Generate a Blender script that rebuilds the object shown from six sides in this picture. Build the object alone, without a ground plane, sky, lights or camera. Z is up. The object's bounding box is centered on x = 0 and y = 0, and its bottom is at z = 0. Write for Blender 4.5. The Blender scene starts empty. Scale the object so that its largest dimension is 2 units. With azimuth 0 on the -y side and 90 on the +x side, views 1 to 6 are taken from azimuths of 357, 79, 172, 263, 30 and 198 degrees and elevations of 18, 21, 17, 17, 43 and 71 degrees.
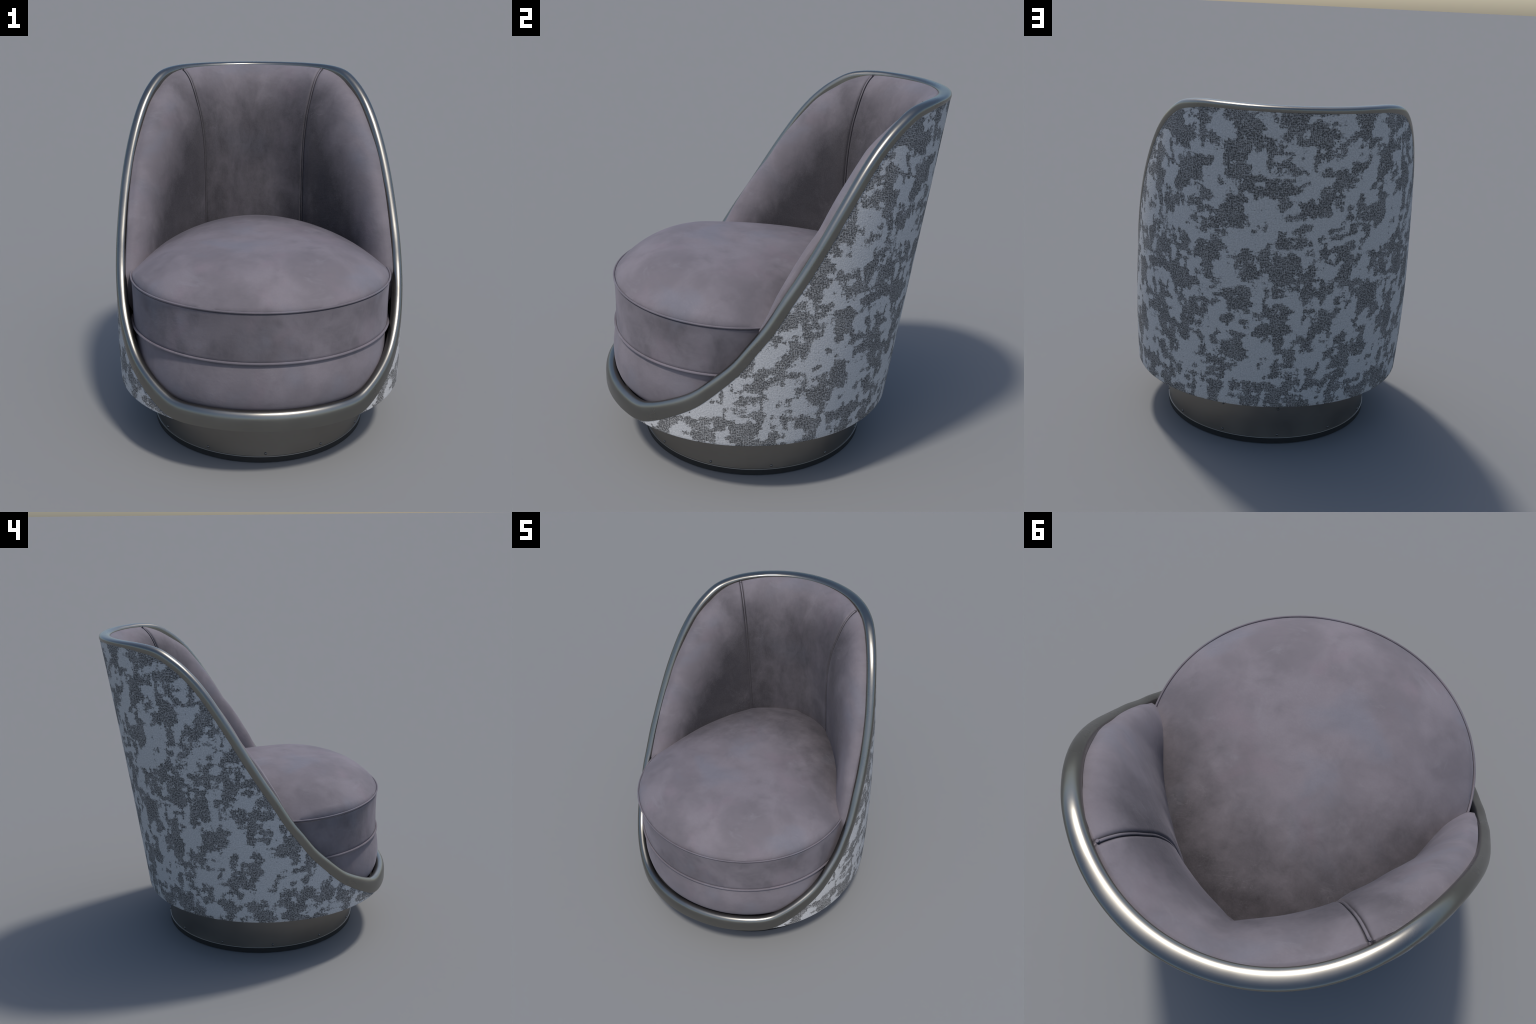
import bpy, bmesh, math, random
from mathutils import Vector

random.seed(7)
TAU = math.tau

# ------------------------------------------------------------------ helpers
def lerp(a, b, t):
    return a + (b - a) * t

def smooth(t):
    t = max(0.0, min(1.0, t))
    return t * t * (3 - 2 * t)

class Curve1D:
    """Monotone cubic curve through control points (x ascending)."""
    def __init__(self, pts):
        self.x = [p[0] for p in pts]
        self.y = [p[1] for p in pts]
        n = len(pts)
        d = [(self.y[i + 1] - self.y[i]) / (self.x[i + 1] - self.x[i]) for i in range(n - 1)]
        m = [d[0]] + [0.0 if d[i - 1] * d[i] <= 0 else 2 * d[i - 1] * d[i] / (d[i - 1] + d[i])
                      for i in range(1, n - 1)] + [d[-1]]
        self.m = m

    def __call__(self, v):
        x, y, m = self.x, self.y, self.m
        if v <= x[0]:
            return y[0] + m[0] * (v - x[0])
        if v >= x[-1]:
            return y[-1] + m[-1] * (v - x[-1])
        i = 0
        while v > x[i + 1]:
            i += 1
        h = x[i + 1] - x[i]
        t = (v - x[i]) / h
        t2, t3 = t * t, t * t * t
        return ((2 * t3 - 3 * t2 + 1) * y[i] + (t3 - 2 * t2 + t) * h * m[i]
                + (-2 * t3 + 3 * t2) * y[i + 1] + (t3 - t2) * h * m[i + 1])

def new_object(name, verts, faces, mat, parent=None, shade=True, angle=40):
    me = bpy.data.meshes.new(name)
    me.from_pydata([tuple(v) for v in verts], [], faces)
    me.validate()
    bm = bmesh.new()
    bm.from_mesh(me)
    bmesh.ops.remove_doubles(bm, verts=bm.verts, dist=1e-5)
    bmesh.ops.recalc_face_normals(bm, faces=bm.faces)
    for f in bm.faces:
        f.smooth = shade
    if shade:
        lim = math.radians(angle)
        for e in bm.edges:
            if len(e.link_faces) == 2 and e.calc_face_angle(0.0) > lim:
                e.smooth = False
    bm.to_mesh(me)
    bm.free()
    me.materials.append(mat)
    ob = bpy.data.objects.new(name, me)
    bpy.context.scene.collection.objects.link(ob)
    if parent is not None:
        ob.parent = parent
    return ob

def grid_faces(rows, cols, close_u=False, close_v=False):
    """faces for verts laid out row by row (index = r*cols + c)"""
    fs = []
    for r in range(rows if close_v else rows - 1):
        r2 = (r + 1) % rows
        for c in range(cols if close_u else cols - 1):
            c2 = (c + 1) % cols
            fs.append((r * cols + c, r * cols + c2, r2 * cols + c2, r2 * cols + c))
    return fs

def sweep(name, pts, radius, mat, parent, closed=False, sides=10, squash=1.0, up=(0.13, 0.21, 0.97)):
    """round cord (piping) along a polyline"""
    n = len(pts)
    P = [Vector(p) for p in pts]
    verts = []
    up = Vector(up)
    for i in range(n):
        if closed:
            t = P[(i + 1) % n] - P[i - 1]
        else:
            t = P[min(i + 1, n - 1)] - P[max(i - 1, 0)]
        t.normalize()
        a = t.cross(up)
        if a.length < 0.05:
            a = t.cross(Vector((1, 0, 0)))
        a.normalize()
        b = a.cross(t).normalized()
        for k in range(sides):
            q = TAU * k / sides
            verts.append(P[i] + a * (radius * math.cos(q)) + b * (radius * squash * math.sin(q)))
    faces = grid_faces(n, sides, close_u=True, close_v=closed)
    if not closed:
        faces.append(tuple(range(sides)))
        faces.append(tuple((n - 1) * sides + k for k in range(sides)))
    return new_object(name, verts, faces, mat, parent, angle=60)

# ------------------------------------------------------------------ node helpers
class Nodes:
    def __init__(self, name):
        self.mat = bpy.data.materials.new(name)
        self.mat.use_nodes = True
        self.t = self.mat.node_tree
        self.t.nodes.clear()
        self.out = self.t.nodes.new("ShaderNodeOutputMaterial")
        self.bsdf = self.t.nodes.new("ShaderNodeBsdfPrincipled")
        self.t.links.new(self.bsdf.outputs[0], self.out.inputs[0])
        self.co = self.t.nodes.new("ShaderNodeTexCoord").outputs["Object"]

    def put(self, sock, v):
        if isinstance(v, bpy.types.NodeSocket):
            self.t.links.new(v, sock)
        else:
            sock.default_value = v

    def math(self, op, a, b=0.0, c=0.0, clamp=False):
        n = self.t.nodes.new("ShaderNodeMath")
        n.operation = op
        n.use_clamp = clamp
        self.put(n.inputs[0], a)
        self.put(n.inputs[1], b)
        self.put(n.inputs[2], c)
        return n.outputs[0]

    def noise(self, vec, scale, detail=2.0, rough=0.5, dist=0.0, w=None, color=False):
        n = self.t.nodes.new("ShaderNodeTexNoise")
        if w is not None:
            n.noise_dimensions = "4D"
            self.put(n.inputs["W"], w)
        self.put(n.inputs["Vector"], vec)
        n.inputs["Scale"].default_value = scale
        n.inputs["Detail"].default_value = detail
        n.inputs["Roughness"].default_value = rough
        n.inputs["Distortion"].default_value = dist
        return n.outputs["Color" if color else "Fac"]

    def mapping(self, vec, scale=(1, 1, 1), loc=(0, 0, 0), rot=(0, 0, 0)):
        n = self.t.nodes.new("ShaderNodeMapping")
        self.put(n.inputs["Vector"], vec)
        n.inputs["Scale"].default_value = scale
        n.inputs["Location"].default_value = loc
        n.inputs["Rotation"].default_value = rot
        return n.outputs[0]

    def range(self, v, a, b, c=0.0, d=1.0, smoothstep=True):
        n = self.t.nodes.new("ShaderNodeMapRange")
        if smoothstep:
            n.interpolation_type = "SMOOTHSTEP"
        self.put(n.inputs["Value"], v)
        n.inputs["From Min"].default_value = a
        n.inputs["From Max"].default_value = b
        n.inputs["To Min"].default_value = c
        n.inputs["To Max"].default_value = d
        return n.outputs[0]

    def mix(self, fac, a, b, blend="MIX"):
        n = self.t.nodes.new("ShaderNodeMix")
        n.data_type = "RGBA"
        n.blend_type = blend
        self.put(n.inputs["Factor"], fac)
        for s, v in ((n.inputs[6], a), (n.inputs[7], b)):
            if isinstance(v, tuple):
                v = (*v[:3], 1.0)
            self.put(s, v)
        return n.outputs[2]

    def xyz(self, vec):
        n = self.t.nodes.new("ShaderNodeSeparateXYZ")
        self.put(n.inputs[0], vec)
        return n.outputs

    def combine(self, x, y, z):
        n = self.t.nodes.new("ShaderNodeCombineXYZ")
        self.put(n.inputs[0], x)
        self.put(n.inputs[1], y)
        self.put(n.inputs[2], z)
        return n.outputs[0]

    def bump(self, h, strength, dist, normal=None):
        n = self.t.nodes.new("ShaderNodeBump")
        n.inputs["Strength"].default_value = strength
        n.inputs["Distance"].default_value = dist
        self.put(n.inputs["Height"], h)
        if normal is not None:
            self.put(n.inputs["Normal"], normal)
        return n.outputs[0]

    def set(self, **kw):
        for k, v in kw.items():
            self.put(self.bsdf.inputs[k.replace("_", " ")], v)

# ------------------------------------------------------------------ materials
def nubuck(name, tint=(1, 1, 1), painted_shade=None):
    """cloudy mauve-grey suede with smudges, scuffs and fine nap"""
    m = Nodes(name)
    base = (0.173 * tint[0], 0.154 * tint[1], 0.169 * tint[2])
    big = m.noise(m.co, 3.1, 4, 0.55, 0.2)
    mid = m.noise(m.mapping(m.co, loc=(3.1, 1.7, 5.2)), 5.0, 7, 0.60, 0.3)
    col = m.mix(m.range(big, 0.36, 0.66), tuple(0.83 * c for c in base), tuple(1.08 * c for c in base))
    col = m.mix(m.range(mid, 0.46, 0.78, 0, 0.55), col, (0.098, 0.089, 0.097))       # dark smudges
    cool = m.noise(m.mapping(m.co, loc=(9.1, 4.7, 2.2)), 2.6, 3, 0.55, 0.4)
    col = m.mix(m.range(cool, 0.52, 0.72, 0, 0.45), col, (0.150, 0.158, 0.190))     # bluish clouds
    warm = m.noise(m.mapping(m.co, loc=(-4.1, 8.7, 1.2)), 3.3, 3, 0.55, 0.4)
    col = m.mix(m.range(warm, 0.53, 0.72, 0, 0.5), col, (0.185, 0.148, 0.168))      # rosy clouds
    streak = m.noise(m.mapping(m.co, scale=(1.6, 1.6, 4.2), rot=(0.5, 0.4, 0.7)), 3.0, 7, 0.68, 0.6)
    col = m.mix(m.range(streak, 0.57, 0.72, 0, 0.26), col, (0.225, 0.215, 0.235))   # pale scuffs
    if painted_shade is not None:                                 # ambient-occlusion darkening mixed into the suede colour
        k = painted_shade(m)
        shade_mottle = m.noise(m.mapping(m.co, scale=(1.5, 1.5, 0.8), rot=(0.2, 0.5, 0.3), loc=(5, 2, 1)), 8.0, 6, 0.66, 0.3)
        k = m.math("ADD", k, m.math("MULTIPLY", m.math("MULTIPLY", m.math("SUBTRACT", shade_mottle, 0.5), 0.8), m.range(k, 0.0, 0.35)))
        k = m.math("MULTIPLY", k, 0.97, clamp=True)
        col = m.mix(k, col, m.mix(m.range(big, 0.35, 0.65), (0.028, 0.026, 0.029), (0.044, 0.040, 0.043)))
    # hair-fine pale veins where the nap has been brushed
    vein = m.noise(m.mapping(m.co, loc=(2.4, 6.6, 3.8), rot=(0.6, 0.2, 0.9), scale=(1.0, 1.9, 1.4)), 4.2, 5, 0.62, 0.9)
    vein = m.range(m.math("ABSOLUTE", m.math("SUBTRACT", vein, 0.5)), 0.0, 0.010, 1.0, 0.0)
    where = m.range(m.noise(m.mapping(m.co, loc=(8, 8, 1)), 3.4, 2, 0.5), 0.52, 0.66)
    vein = m.math("MULTIPLY", vein, where)
    col = m.mix(m.math("MULTIPLY", vein, 0.13), col, (0.235, 0.228, 0.240))
    grain = m.noise(m.co, 160, 3, 0.6)
    col = m.mix(m.range(grain, 0.3, 0.7, 0, 0.16), col, (0.12, 0.105, 0.12))
    h = m.math("ADD", m.math("MULTIPLY", mid, 0.8), m.math("MULTIPLY", grain, 0.05))
    h = m.math("ADD", h, m.math("MULTIPLY", streak, 0.35))
    m.set(Base_Color=col, Roughness=0.78, Normal=m.bump(h, 0.35, 0.012))
    m.bsdf.inputs["Specular IOR Level"].default_value = 0.25
    m.bsdf.inputs["Sheen Weight"].default_value = 0.12
    m.bsdf.inputs["Sheen Roughness"].default_value = 0.5
    m.bsdf.inputs["Sheen Tint"].default_value = (0.85, 0.8, 0.95, 1)
    return m.mat

def bluegrey_fabric(name):
    """two-tone jacquard: pale felted patches over a dark open weave, repeating like a printed roll"""
    m = Nodes(name)
    s = m.xyz(m.co)
    ang = m.math("ARCTAN2", s[0], m.math("ADD", s[1], 0.05))
    REP = 0.78                                            # one repeat of the roll, metres
    arc = m.math("MULTIPLY", ang, REP * 7.0 / TAU)        # 7 repeats around the shell
    flat = m.combine(arc, s[2], 0.0)                      # metric coordinates along the cloth
    R = REP / TAU

    def torus(uv, uo, vo):
        q = m.xyz(uv)
        uu = m.math("ADD", m.math("MULTIPLY", q[0], 1 / R), uo)
        vv = m.math("ADD", m.math("MULTIPLY", q[1], 1 / R), vo)
        return (m.combine(m.math("MULTIPLY", m.math("COSINE", uu), R), m.math("MULTIPLY", m.math("SINE", uu), R),
                          m.math("MULTIPLY", m.math("COSINE", vv), R)), m.math("MULTIPLY", m.math("SINE", vv), R))

    def stitches(scale, rnd=0.8):
        """snap to little square stitch cells so that patch borders come out nibbled"""
        n = m.t.nodes.new("ShaderNodeTexVoronoi")
        n.voronoi_dimensions = "2D"
        n.distance = "CHEBYCHEV"
        m.put(n.inputs["Vector"], flat)
        n.inputs["Scale"].default_value = scale
        n.inputs["Randomness"].default_value = rnd
        return n.outputs["Position"]

    def patches(uv):
        tv, tw = torus(uv, 0.6, 1.9)
        n1 = m.noise(tv, 8.0, 0.0, 0.5, w=tw)
        n2 = m.noise(tv, 19.0, 1.5, 0.58, w=tw)
        q = m.xyz(uv)
        runs_v = m.noise(m.combine(m.math("MULTIPLY", q[0], 26.0), m.math("MULTIPLY", q[1], 9.0), 1.3), 1.0, 1.0, 0.5)
        runs_h = m.noise(m.combine(m.math("MULTIPLY", q[0], 9.0), m.math("MULTIPLY", q[1], 30.0), 7.7), 1.0, 1.0, 0.5)
        f = m.math("ADD", m.math("MULTIPLY", n1, 0.34), m.math("MULTIPLY", n2, 0.42))
        f = m.math("ADD", f, m.math("MULTIPLY", runs_v, 0.30))
        return m.math("ADD", f, m.math("MULTIPLY", runs_h, 0.28))

    nib = m.noise(flat, 85.0, 2.0, 0.6)
    f = m.math("ADD", m.math("MULTIPLY", patches(stitches(58.0)), 0.62), m.math("MULTIPLY", patches(flat), 0.38))
    f = m.math("ADD", f, m.math("MULTIPLY", m.math("SUBTRACT", nib, 0.5), 0.20))
    mask = m.range(f, 0.654, 0.690)                       # 1 = pale pile, 0 = dark weave
    speck = m.noise(flat, 130.0, 2.0, 0.6)
    pits = m.range(m.noise(m.mapping(flat, loc=(2, 3, 0)), 62.0, 2.0, 0.5), 0.68, 0.72)
    mask = m.math("SUBTRACT", mask, m.math("MULTIPLY", pits, 0.55), clamp=True)
    # weave of the dark ground: crossed threads that break up into nubs here and there
    per = TAU / 0.0090
    wob = m.math("MULTIPLY", m.math("SUBTRACT", m.noise(flat, 30.0, 1.0, 0.5), 0.5), 5.0)
    wu = m.math("SINE", m.math("ADD", m.math("MULTIPLY", arc, per), wob))
    wv = m.math("SINE", m.math("SUBTRACT", m.math("MULTIPLY", s[2], per), wob))
    jit = m.noise(flat, 115.0, 2.0, 0.65)
    order = m.range(m.noise(m.mapping(flat, loc=(7, 1, 0)), 11.0, 1.0, 0.5), 0.42, 0.60, 0.06, 0.34)
    weave = m.math("ADD", m.math("MULTIPLY", m.math("MAXIMUM", wu, wv), order), m.math("MULTIPLY", m.math("SUBTRACT", jit, 0.5), 3.0))
    weave = m.range(weave, -0.42, 0.62)
    dark = m.mix(weave, (0.072, 0.070, 0.069), (0.330, 0.324, 0.318))
    pale = m.mix(m.range(speck, 0.3, 0.7), (0.395, 0.392, 0.392), (0.520, 0.515, 0.512))
    col = m.mix(mask, dark, pale)
    h = m.math("ADD", m.math("MULTIPLY", mask, 1.0), m.math("MULTIPLY", weave, m.math("SUBTRACT", 0.75, m.math("MULTIPLY", mask, 0.75))))
    h = m.math("ADD", h, m.math("MULTIPLY", m.noise(flat, 95.0, 2.0, 0.6), 0.8))
    m.set(Base_Color=col, Roughness=0.9, Normal=m.bump(h, 0.6, 0.003))
    m.bsdf.inputs["Specular IOR Level"].default_value = 0.15
    return m.mat

def metal(name, base, rough, vary=0.12):
    m = Nodes(name)
    n = m.noise(m.co, 5.0, 3, 0.5)
    brush = m.noise(m.mapping(m.co, scale=(1, 1, 30)), 14.0, 2, 0.5)
    f = m.math("ADD", m.math("MULTIPLY", n, 0.7), m.math("MULTIPLY", brush, 0.3))
    col = m.mix(f, tuple(c * (1 - vary) for c in base), tuple(c * (1 + vary) for c in base))
    m.set(Base_Color=col, Metallic=1.0, Roughness=m.range(n, 0.3, 0.7, rough - 0.03, rough + 0.03))
    return m.mat

def plain(name, col, rough):
    m = Nodes(name)
    n = m.noise(m.co, 40.0, 2, 0.5)
    m.set(Base_Color=m.mix(n, tuple(c * 0.85 for c in col), tuple(c * 1.15 for c in col)), Roughness=rough)
    return m.mat

def painted_shade_back(m):
    """interior shadow baked into the padding colour, deepening below the slanted mouth"""
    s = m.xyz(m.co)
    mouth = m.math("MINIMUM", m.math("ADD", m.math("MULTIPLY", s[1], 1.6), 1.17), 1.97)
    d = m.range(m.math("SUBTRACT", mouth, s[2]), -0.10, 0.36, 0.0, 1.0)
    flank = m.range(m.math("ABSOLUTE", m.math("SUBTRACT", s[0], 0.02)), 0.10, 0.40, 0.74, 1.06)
    # thin dark lines either side of the seam cords
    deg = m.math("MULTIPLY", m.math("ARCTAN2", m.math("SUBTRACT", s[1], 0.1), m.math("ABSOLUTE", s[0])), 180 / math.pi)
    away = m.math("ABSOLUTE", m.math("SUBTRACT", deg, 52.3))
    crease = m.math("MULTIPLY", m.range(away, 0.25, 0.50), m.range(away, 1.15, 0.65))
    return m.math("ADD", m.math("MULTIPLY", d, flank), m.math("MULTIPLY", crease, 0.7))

def painted_shade_seat(m):
    """seat colour darkened towards the padding for the shade at its back"""
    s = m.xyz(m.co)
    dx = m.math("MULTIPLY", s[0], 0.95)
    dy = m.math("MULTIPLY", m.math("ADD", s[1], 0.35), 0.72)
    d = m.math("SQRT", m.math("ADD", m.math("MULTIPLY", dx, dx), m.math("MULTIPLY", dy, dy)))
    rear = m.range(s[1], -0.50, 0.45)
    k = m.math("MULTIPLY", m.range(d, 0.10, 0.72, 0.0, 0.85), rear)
    # the upright band between the two cords is rubbed darker in slanting streaks
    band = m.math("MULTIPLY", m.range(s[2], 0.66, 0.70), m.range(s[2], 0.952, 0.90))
    streak = m.noise(m.mapping(m.co, scale=(1.0, 1.0, 0.8), rot=(0.3, 0.9, 0.2)), 5.5, 4, 0.55, 0.3)
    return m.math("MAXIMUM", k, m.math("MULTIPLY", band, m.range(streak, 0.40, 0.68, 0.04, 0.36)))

LEATHER = nubuck("mauve_nubuck")
LEATHER_BACK = nubuck("mauve_nubuck_back", painted_shade=painted_shade_back)
LEATHER_SEAT = nubuck("mauve_nubuck_seat", painted_shade=painted_shade_seat)
CORD = nubuck("mauve_nubuck_cord", (0.86, 0.86, 0.88))
CLOTH = bluegrey_fabric("blue_grey_jacquard")
RIM = metal("brushed_nickel", (0.235, 0.228, 0.206), 0.30)
PLINTH = metal("dark_bronze", (0.232, 0.218, 0.200), 0.42)
RIVET = metal("rivet_bronze", (0.16, 0.155, 0.15), 0.38)
FOOT = plain("black_rubber", (0.012, 0.012, 0.012), 0.7)
LINING = plain("dark_lining", (0.035, 0.033, 0.035), 0.9)

# ------------------------------------------------------------------ the tub's outer surface
Z0 = 0.303                       # underside of the tub
N_EXP = 2.05

def half_width(z):
    w = z - 1
    return 0.8247 - 0.0391 * w - 0.0667 * w * w + 0.009 * smooth((w - 0.1) / 0.5)

def back_y(z):
    w = z - 1
    return 0.7826 + 0.1438 * w + 0.0084 * w * w

def front_y(z):
    return -0.8954 + 0.0726 * (z - 1)

def tub(theta, z, off=0.0):
    """theta 0 = back (+y), growing towards +x; off grows outwards"""
    a = half_width(z) + off
    yb, yf = back_y(z) + off, front_y(z) - off
    c, b = (yb + yf) / 2, (yb - yf) / 2
    s, k = math.sin(theta), math.cos(theta)
    e = 2 / N_EXP
    return Vector((a * math.copysign(abs(s) ** e, s), c + b * math.copysign(abs(k) ** e, k), z))

# height at which cloth meets the rim, as a function of y
EDGE = Curve1D([(-1.05, 0.17), (-0.95, 0.225), (-0.87, 0.268), (-0.77, 0.324), (-0.62, 0.427), (-0.50, 0.516), (-0.393, 0.622), (-0.29, 0.732),
                (-0.21, 0.842), (-0.144, 0.928), (-0.047, 1.084), (0.006, 1.164), (0.085, 1.291),
                (0.18, 1.451), (0.25, 1.566), (0.33, 1.690), (0.41, 1.791), (0.50, 1.874), (0.60, 1.935),
                (0.68, 1.955), (0.75, 1.967), (0.84, 1.972), (0.94, 1.972)])

def edge_z(theta):
    z = 1.0
    lo, hi = 0.15, 2.1
    for _ in range(40):
        z = (lo + hi) / 2
        if EDGE(tub(theta, z).y) > z:
            lo = z
        else:
            hi = z
    return z

def hem(theta):
    """the underside tips up a little towards the front"""
    return Z0 + 0.006 - 0.010 * math.cos(theta)

NT = 240
THETA = [TAU * i / NT for i in range(NT)]
EZ = [edge_z(t) for t in THETA]

root = bpy.data.objects.new("lounge_chair", None)
root["label"] = "tall-backed round lounge chair with metal rim, mauve suede seat, mottled grey cloth shell"
root["category"] = "armchair"
bpy.context.scene.collection.objects.link(root)

# ---- cloth shell: outer wall, rolled lower corner, inner wall
def build_shell():
    rows = 44
    verts, faces = [], []
    for r in range(rows):
        f = r / (rows - 1)
        for i, t in enumerate(THETA):
            h = hem(t)
            top = max(EZ[i] + 0.012, h + 0.02)
            if r == 0:
                p = tub(t, h, -0.16)
            elif r == 1:
                p = tub(t, h, -0.007)
            elif r == 2:
                p = tub(t, h + 0.002, -0.002)
            elif r == 3:
                p = tub(t, h + 0.007, -0.0005)
            else:
                p = tub(t, lerp(h + 0.007, top, (r - 3) / (rows - 4)), -0.0005)
            verts.append(p)
    inner = 14
    for r in range(inner):
        for i, t in enumerate(THETA):
            top = max(EZ[i] + 0.012, hem(t) + 0.02)
            verts.append(tub(t, lerp(top, hem(t) + 0.012, r / (inner - 1)), -0.03))
    faces = grid_faces(rows + inner, NT, close_u=True)
    return new_object("shell", verts, faces, CLOTH, root, angle=50)

build_shell()

# floor panel that closes the tub from below and carries the seat
def disc(name, cx, cy, ra, rb, z0, z1, mat, seg=96):
    verts = []
    for z, k in ((z0, 0.0), (z0, 1.0), (z1, 1.0), (z1, 0.0)):
        for i in range(seg):
            q = TAU * i / seg
            verts.append((cx + k * ra * math.sin(q), cy + k * rb * math.cos(q), z))
    return new_object(name, verts, grid_faces(4, seg, close_u=True), mat, root)

disc("floor_panel", 0, -0.13, 0.775, 0.775, Z0 + 0.019, Z0 + 0.04, LINING)

# ---- metal rim following the slanted mouth of the tub
RIM_H = Curve1D([(-0.95, 0.100), (-0.80, 0.098), (-0.65, 0.084), (-0.40, 0.064), (-0.15, 0.053), (0.15, 0.048),
                 (0.45, 0.046), (0.6, 0.045), (0.67, 0.042), (0.74, 0.035), (0.82, 0.030), (0.95, 0.028)])
RIM_W = Curve1D([(-0.95, 0.072), (-0.5, 0.063), (0.0, 0.060), (0.95, 0.070)])

def smax(a, b, k=0.03):
    h = max(k - abs(a - b), 0) / k
    return max(a, b) + h * h * k * 0.25

BZ = [smax(z, hem(t) + 0.001) for z, t in zip(EZ, THETA)]
RIM_BASE = [tub(t, z) for t, z in zip(THETA, BZ)]

def rim_frame(i):
    p, a, b = RIM_BASE[i], RIM_BASE[i - 1], RIM_BASE[(i + 1) % NT]
    t = (b - a).normalized()
    q0, q1 = tub(THETA[i] - 0.01, p.z), tub(THETA[i] + 0.01, p.z)
    d = q1 - q0
    n = Vector((-d.y, d.x, 0)).normalized()
    c = Vector((0, (back_y(p.z) + front_y(p.z)) / 2, p.z))
    if n.dot(p - c) < 0:
        n = -n
    m = t.cross(n).normalized()
    if m.z < 0 or (abs(m.z) < 0.2 and m.y > 0):
        m = -m
    return p, n, m

def build_rim():
    prof_n = 18
    verts = []
    for i in range(NT):
        p, n, m = rim_frame(i)
        H, W = RIM_H(p.y), RIM_W(p.y)
        ring = [(-0.004, -0.006), (0.0015, -0.001), (0.0025, 0.004)]
        h0 = 0.42 * H
        cn, rn = 0.0025 - W / 2, W / 2
        for k in range(prof_n + 1):
            a = math.pi * k / prof_n
            ca, sa = math.cos(a), math.sin(a)
            ring.append((cn + rn * math.copysign(abs(ca) ** 0.86, ca), h0 + (H - h0) * abs(sa) ** 0.92))
        ring += [(0.0025 - W, 0.004), (-W, -0.02), (-0.02, -0.02)]
        for dn, dm in ring:
            v = p + n * dn + m * dm
            v.z = max(v.z, hem(THETA[i]) - 0.0015)
            verts.append(v)
    k = len(verts) // NT
    return new_object("rim", verts, grid_faces(NT, k, close_u=True, close_v=True), RIM, root, angle=50)

build_rim()

# ------------------------------------------------------------------ padded inner back
PC = Vector((0, 0.1, 0))
def polar(p):
    return math.degrees(math.atan2(p[1] - 0.1, abs(p[0])))

# rim-side edge of the padding, right half (mirrored): x, y, z
PAD_EDGE = [(0.766, -0.215, 0.90), (0.765, -0.165, 0.985), (0.761, -0.12, 1.07), (0.757, -0.07, 1.155), (0.753, -0.02, 1.237), (0.748, 0.04, 1.325),
            (0.742, 0.10, 1.400), (0.731, 0.15, 1.482), (0.715, 0.205, 1.567), (0.693, 0.265, 1.65), (0.666, 0.326, 1.733),
            (0.634, 0.39, 1.812), (0.585, 0.476, 1.882), (0.527, 0.574, 1.945), (0.438, 0.664, 1.977),
            (0.33, 0.752, 1.983), (0.20, 0.82, 1.984), (0.09, 0.853, 1.985), (0.0, 0.862, 1.985)]
_ang = [polar(p) for p in PAD_EDGE]
PE_R = Curve1D([(a, math.hypot(p[0], p[1] - 0.1)) for a, p in zip(_ang, PAD_EDGE)])
PE_Z = Curve1D([(a, p[2]) for a, p in zip(_ang, PAD_EDGE)])
PAD_WALL = Curve1D([(-25, 0.705), (-20, 0.662), (-15, 0.628), (-10, 0.604), (-4, 0.581), (2, 0.560), (9, 0.536), (16, 0.513), (29.5, 0.488), (44, 0.483), (52.6, 0.497),
                    (65, 0.510), (77, 0.534), (84, 0.555), (90, 0.584)])
# profile across the padding: inset fraction -> height change (seam / side)
PROF_BACK = Curve1D([(0, 0.0), (0.12, -0.010), (0.34, -0.05), (0.53, -0.117), (0.67, -0.187), (0.80, -0.257), (0.88, -0.327), (0.95, -0.417),
                     (0.985, -0.51), (1.0, -0.63)])
PROF_SIDE = Curve1D([(0, 0.0), (0.10, 0.010), (0.22, 0.020), (0.36, 0.014), (0.53, -0.02), (0.67, -0.08), (0.80, -0.17), (0.88, -0.25),
                     (0.95, -0.36), (0.985, -0.45), (1.0, -0.55)])
SEAM = 52.3
INSETS = [0, 0.02, 0.05, 0.09, 0.14, 0.20, 0.27, 0.34, 0.42, 0.5, 0.58, 0.66, 0.73, 0.79, 0.84, 0.885, 0.92, 0.95, 0.97, 0.985, 0.995, 1.0]

def pad_point(phi, f, sx, dz_extra=0.0):
    """phi: degrees from the side (0) to the back (90); f: inset fraction; sx: side sign"""
    r0, z0 = PE_R(phi), PE_Z(phi)
    w = PAD_WALL(phi)
    k = smooth((phi - 2) / 46)
    dz = lerp(PROF_SIDE(f), PROF_BACK(f), k)
    r = lerp(r0, w, f)
    # shallow crease at the seam
    g = math.exp(-((phi - SEAM) / 0.95) ** 2) * 0.015 * smooth(f / 0.06)
    a = math.radians(phi)
    ca, sa = math.cos(a), math.sin(a)
    p = Vector((r * ca * sx, 0.1 + r * sa, z0 + dz))
    p += Vector((ca * sx, sa, -0.5)) * g
    return p

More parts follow.
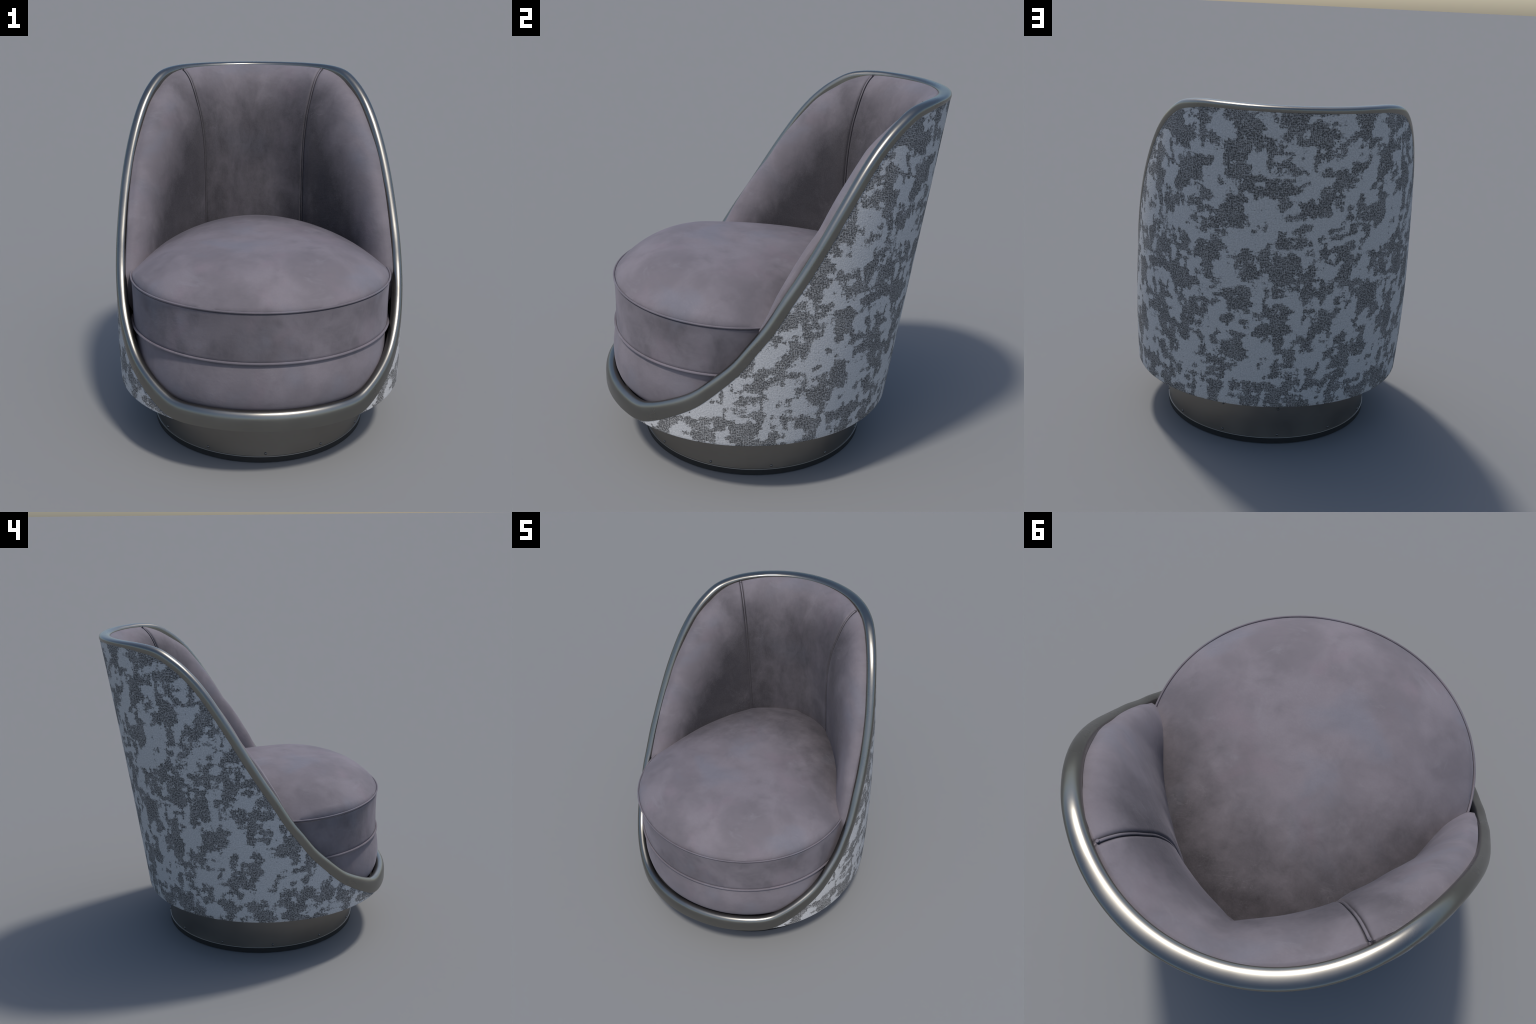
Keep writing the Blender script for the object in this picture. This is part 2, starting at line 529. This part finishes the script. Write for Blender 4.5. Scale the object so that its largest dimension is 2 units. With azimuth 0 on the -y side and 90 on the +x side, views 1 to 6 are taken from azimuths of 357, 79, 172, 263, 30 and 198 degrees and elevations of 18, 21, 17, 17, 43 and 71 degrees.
def pad_columns(phis, name, phi_cap=None):
    """phis: list of (phi, sign) columns"""
    verts = []
    rows = 0
    for phi, sx in phis:
        col = []
        e = pad_point(phi, 0, sx)
        a = math.radians(phi)
        out = Vector((math.cos(a) * sx, math.sin(a), 0))
        tuck = smooth((phi - 30) / 40)
        col.append(e + out * lerp(0.016, 0.045, tuck) + Vector((0, 0, lerp(-0.12, -0.06, tuck))))
        col.append(e + out * lerp(0.008, 0.022, tuck) + Vector((0, 0, lerp(-0.035, -0.006, tuck))))
        for f in INSETS:
            p = pad_point(phi, f, sx)
            if phi < -14:                     # rounded lower tip
                t = smooth((-15 - phi) / 6.5)
                p = lerp(p, e + Vector((-0.03 * sx, 0.0, -0.09)), 0.0) if t == 0 else p + Vector((0, 0, -0.02 * t * f - 0.012 * t))
            p.z = max(p.z, 0.46 - 0.004 * f)
            col.append(p)
        last = col[-1]
        for n, z in enumerate((1.22, 1.12, 1.03, 0.9, 0.7, 0.5)):
            z = min(z, last.z - min(0.02, max(0.002, (last.z - 0.42) / 6)) * (n + 1))
            # behind the seat the valley in the middle flattens out
            flat = smooth((phi - 60) / 30) * smooth((1.36 - z) / 0.32)
            q = Vector((last.x, last.y, z)) - out * (0.046 * flat * smooth((phi - 62) / 28))
            col.append(q)
        rows = len(col)
        verts += col
    n = len(phis)
    faces = grid_faces(n, rows)
    faces.append(tuple(range(rows)))
    faces.append(tuple((n - 1) * rows + k for k in range(rows)))
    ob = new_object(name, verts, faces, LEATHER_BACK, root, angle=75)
    if name == "back_panel":
        soften_centre(ob)
    return ob

def soften_centre(ob):
    """the padding meets at a soft valley in the middle: ease the shading normals across it"""
    me = ob.data
    me.update()
    pos = [v.co.copy() for v in me.vertices]
    nor = [v.normal.copy() for v in me.vertices]
    out = []
    for p, n in zip(pos, nor):
        side_n = n.x
        w = smooth(abs(p.x) / 0.24)
        q = Vector((side_n * w, n.y, n.z))
        out.append(q.normalized() if q.length > 1e-4 else n)
    me.normals_split_custom_set_from_vertices([tuple(q) for q in out])

def spread(a, b, n):
    return [a + (b - a) * i / n for i in range(n + 1)]

side = [-21.5, -20.7, -19.8, -18.9, -18] + spread(-16, 48, 40) + spread(48.6, SEAM, 10)
pad_columns([(p, 1) for p in side], "side_panel")
pad_columns([(p, -1) for p in side], "side_panel")
mid = spread(SEAM, 56, 10) + spread(57, 89, 32) + [90]
pad_columns([(p, 1) for p in mid] + [(p, -1) for p in reversed(mid[:-1])], "back_panel")

for sx in (1, -1):
    pts = []
    for f in spread(0, 1, 60):
        p = pad_point(SEAM, f, sx)
        q1, q0 = pad_point(SEAM, min(1, f + 0.01), sx), pad_point(SEAM, max(0, f - 0.01), sx)
        d = (q1 - q0).normalized()
        a = math.radians(SEAM)
        inward = Vector((-math.cos(a) * sx, -math.sin(a), 0))
        n = (inward - d * inward.dot(d))
        n = n.normalized() if n.length > 1e-3 else Vector((0, 0, 1))
        pts.append(p + n * 0.008)
    pts.append(pts[-1] + Vector((0, 0, -0.45)))
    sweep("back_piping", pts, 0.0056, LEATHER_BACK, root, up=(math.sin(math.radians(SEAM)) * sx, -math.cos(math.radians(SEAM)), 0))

# ------------------------------------------------------------------ seat cushions
SC_Y = -0.2
def seat_outline(q, grow=0.0, rear=0.90):
    """q: angle from front (-y) towards +x"""
    a, bf, bb = 0.735 + grow, 0.682 + grow, rear + grow
    s, c = math.sin(q), math.cos(q)
    b = bf if c >= 0 else bb
    n = 2.03
    r = 1.0 / ((abs(s) / a) ** n + (abs(c) / b) ** n) ** (1 / n)
    return r * s, SC_Y - r * c

def dome_z(x, y):
    y0, q, p = -0.328, 1.8054, 3.4152
    b = y0 + 0.885 if y < y0 else 1.1993
    rho = ((abs(x) / 0.738) ** q + (abs(y - y0) / b) ** q) ** (1 / q)
    zp = 0.933 - 0.022 * (y + 0.2) if y < -0.2 else 0.933 - 0.006 * min(1, (y + 0.2))
    return zp + 0.197 * (1 - rho ** p) - 0.024 * smooth((y - 0.48) / 0.13)

NS = 192
def ring_pts(grow, z, rear=0.90):
    out = []
    for i in range(NS):
        x, y = seat_outline(TAU * i / NS, grow, rear)
        out.append(Vector((x, y, z(x, y) if callable(z) else z)))
    return out

def pipe_z(x, y):
    return 0.948 - 0.014 * smooth((y + 0.85) / 0.7)

def build_seat():
    rings = [[Vector((0, SC_Y, 0.64))] * NS]
    side_prof = [(-0.03, 0.655), (-0.012, 0.662), (-0.005, 0.672), (-0.004, 0.69), (-0.0045, 0.74), (-0.005, 0.80), (-0.004, 0.86), (-0.002, 0.91)]
    for g, z in side_prof:
        rings.append(ring_pts(g, z))
    rings.append(ring_pts(0.0, lambda x, y: pipe_z(x, y) - 0.014))
    rings.append(ring_pts(-0.006, lambda x, y: pipe_z(x, y) - 0.012))
    rings.append(ring_pts(-0.0085, lambda x, y: pipe_z(x, y) - 0.013))
    base = ring_pts(0.0, 0)
    rng = 40
    for k in range(rng):
        t = (1 - k / (rng - 1)) ** 0.8
        t = 0.991 * t
        ring = []
        for i in range(NS):
            x, y = base[i].x * t, SC_Y + (base[i].y - SC_Y) * t
            z = dome_z(x, y)
            # faint fold running front to back
            z -= 0.004 * math.exp(-((x + 0.03 * math.sin(4 * y)) / 0.05) ** 2) * smooth((0.75 - t) / 0.4)
            if y < SC_Y + 0.25:
                lim = pipe_z(x, y) + 0.002 + (0.991 - t) * 2.6
                z = max(z, pipe_z(x, y) - 0.001)
                z = min(z, lim) if t > 0.93 else z
            ring.append(Vector((x, y, z)))
        rings.append(ring)
    verts = [v for r in rings for v in r]
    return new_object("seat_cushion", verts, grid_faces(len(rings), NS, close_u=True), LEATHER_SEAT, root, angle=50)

build_seat()
sweep("seat_piping", ring_pts(0.0005, lambda x, y: pipe_z(x, y) - 0.001), 0.0052, CORD, root, closed=True)

def build_seat_base():
    prof = [(-0.03, 0.672), (-0.012, 0.666), (-0.006, 0.655), (0.001, 0.63), (0.009, 0.59), (0.014, 0.55), (0.016, 0.51), (0.014, 0.47), (0.009, 0.435),
            (-0.001, 0.405), (-0.020, 0.378), (-0.052, 0.358), (-0.10, 0.350), (-0.20, 0.345)]
    rings = [[Vector((0, SC_Y, 0.66))] * NS]
    for g, z in prof:
        ring = []
        for i in range(NS):
            q = TAU * i / NS
            x, y = seat_outline(q, g, 0.80)
            ring.append(Vector((x * (1 - 0.03 * smooth((0.66 - z) / 0.05) * abs(math.sin(q))), y, z)))
        rings.append(ring)
    rings.append([Vector((0, SC_Y, 0.35))] * NS)
    verts = [v for r in rings for v in r]
    return new_object("seat_base", verts, grid_faces(len(rings), NS, close_u=True), LEATHER, root, angle=60)

build_seat_base()
sweep("seat_base_piping", ring_pts(0.002, 0.670, 0.80), 0.0070, CORD, root, closed=True)

# ------------------------------------------------------------------ plinth
BC, BR, PX = -0.085, 0.640, 0.983            # very slightly narrower than deep
def revolve(name, prof, mat, seg=128):
    verts = []
    for r, z in prof:
        for i in range(seg):
            q = TAU * i / seg
            verts.append((r * PX * math.sin(q), BC + r * math.cos(q), z))
    return new_object(name, verts, grid_faces(len(prof), seg, close_u=True), mat, root, angle=35)

revolve("plinth", [(0.0, 0.034), (BR - 0.006, 0.034), (BR + 0.0005, 0.0345), (BR + 0.0015, 0.037), (BR + 0.0005, 0.0395), (BR - 0.0025, 0.041), (BR - 0.003, 0.045),
                   (BR - 0.003, 0.12), (BR - 0.003, 0.20), (BR - 0.003, 0.297), (BR - 0.02, 0.301), (0.0, 0.301)], PLINTH)
revolve("foot_ring", [(0.0, 0.0), (BR - 0.006, 0.0), (BR - 0.001, 0.003), (BR - 0.001, 0.0335), (BR - 0.02, 0.0338), (0.0, 0.0338)], FOOT)

def rivet_mesh():
    verts, rings, seg = [], 5, 12
    for r in range(rings + 1):
        a = math.pi / 2 * r / rings
        for k in range(seg):
            q = TAU * k / seg
            verts.append((0.0080 * math.cos(a) * math.cos(q), 0.0080 * math.cos(a) * math.sin(q), 0.0064 * math.sin(a)))
    ob = new_object("rivet", verts, grid_faces(rings + 1, seg, close_u=True), RIVET, root)
    return ob

first = rivet_mesh()
for row, z in enumerate((0.057, 0.222)):
    for k in range(12):
        ob = first if (row == 0 and k == 0) else first.copy()
        if ob is not first:
            bpy.context.scene.collection.objects.link(ob)
            ob.name = "rivet"
        q = TAU * k / 12
        ob.parent = root
        ob.location = ((BR - 0.0032) * PX * math.sin(q), BC + (BR - 0.0032) * math.cos(q), z)
        ob.rotation_euler = Vector((math.sin(q), math.cos(q), 0)).to_track_quat("Z", "Y").to_euler()
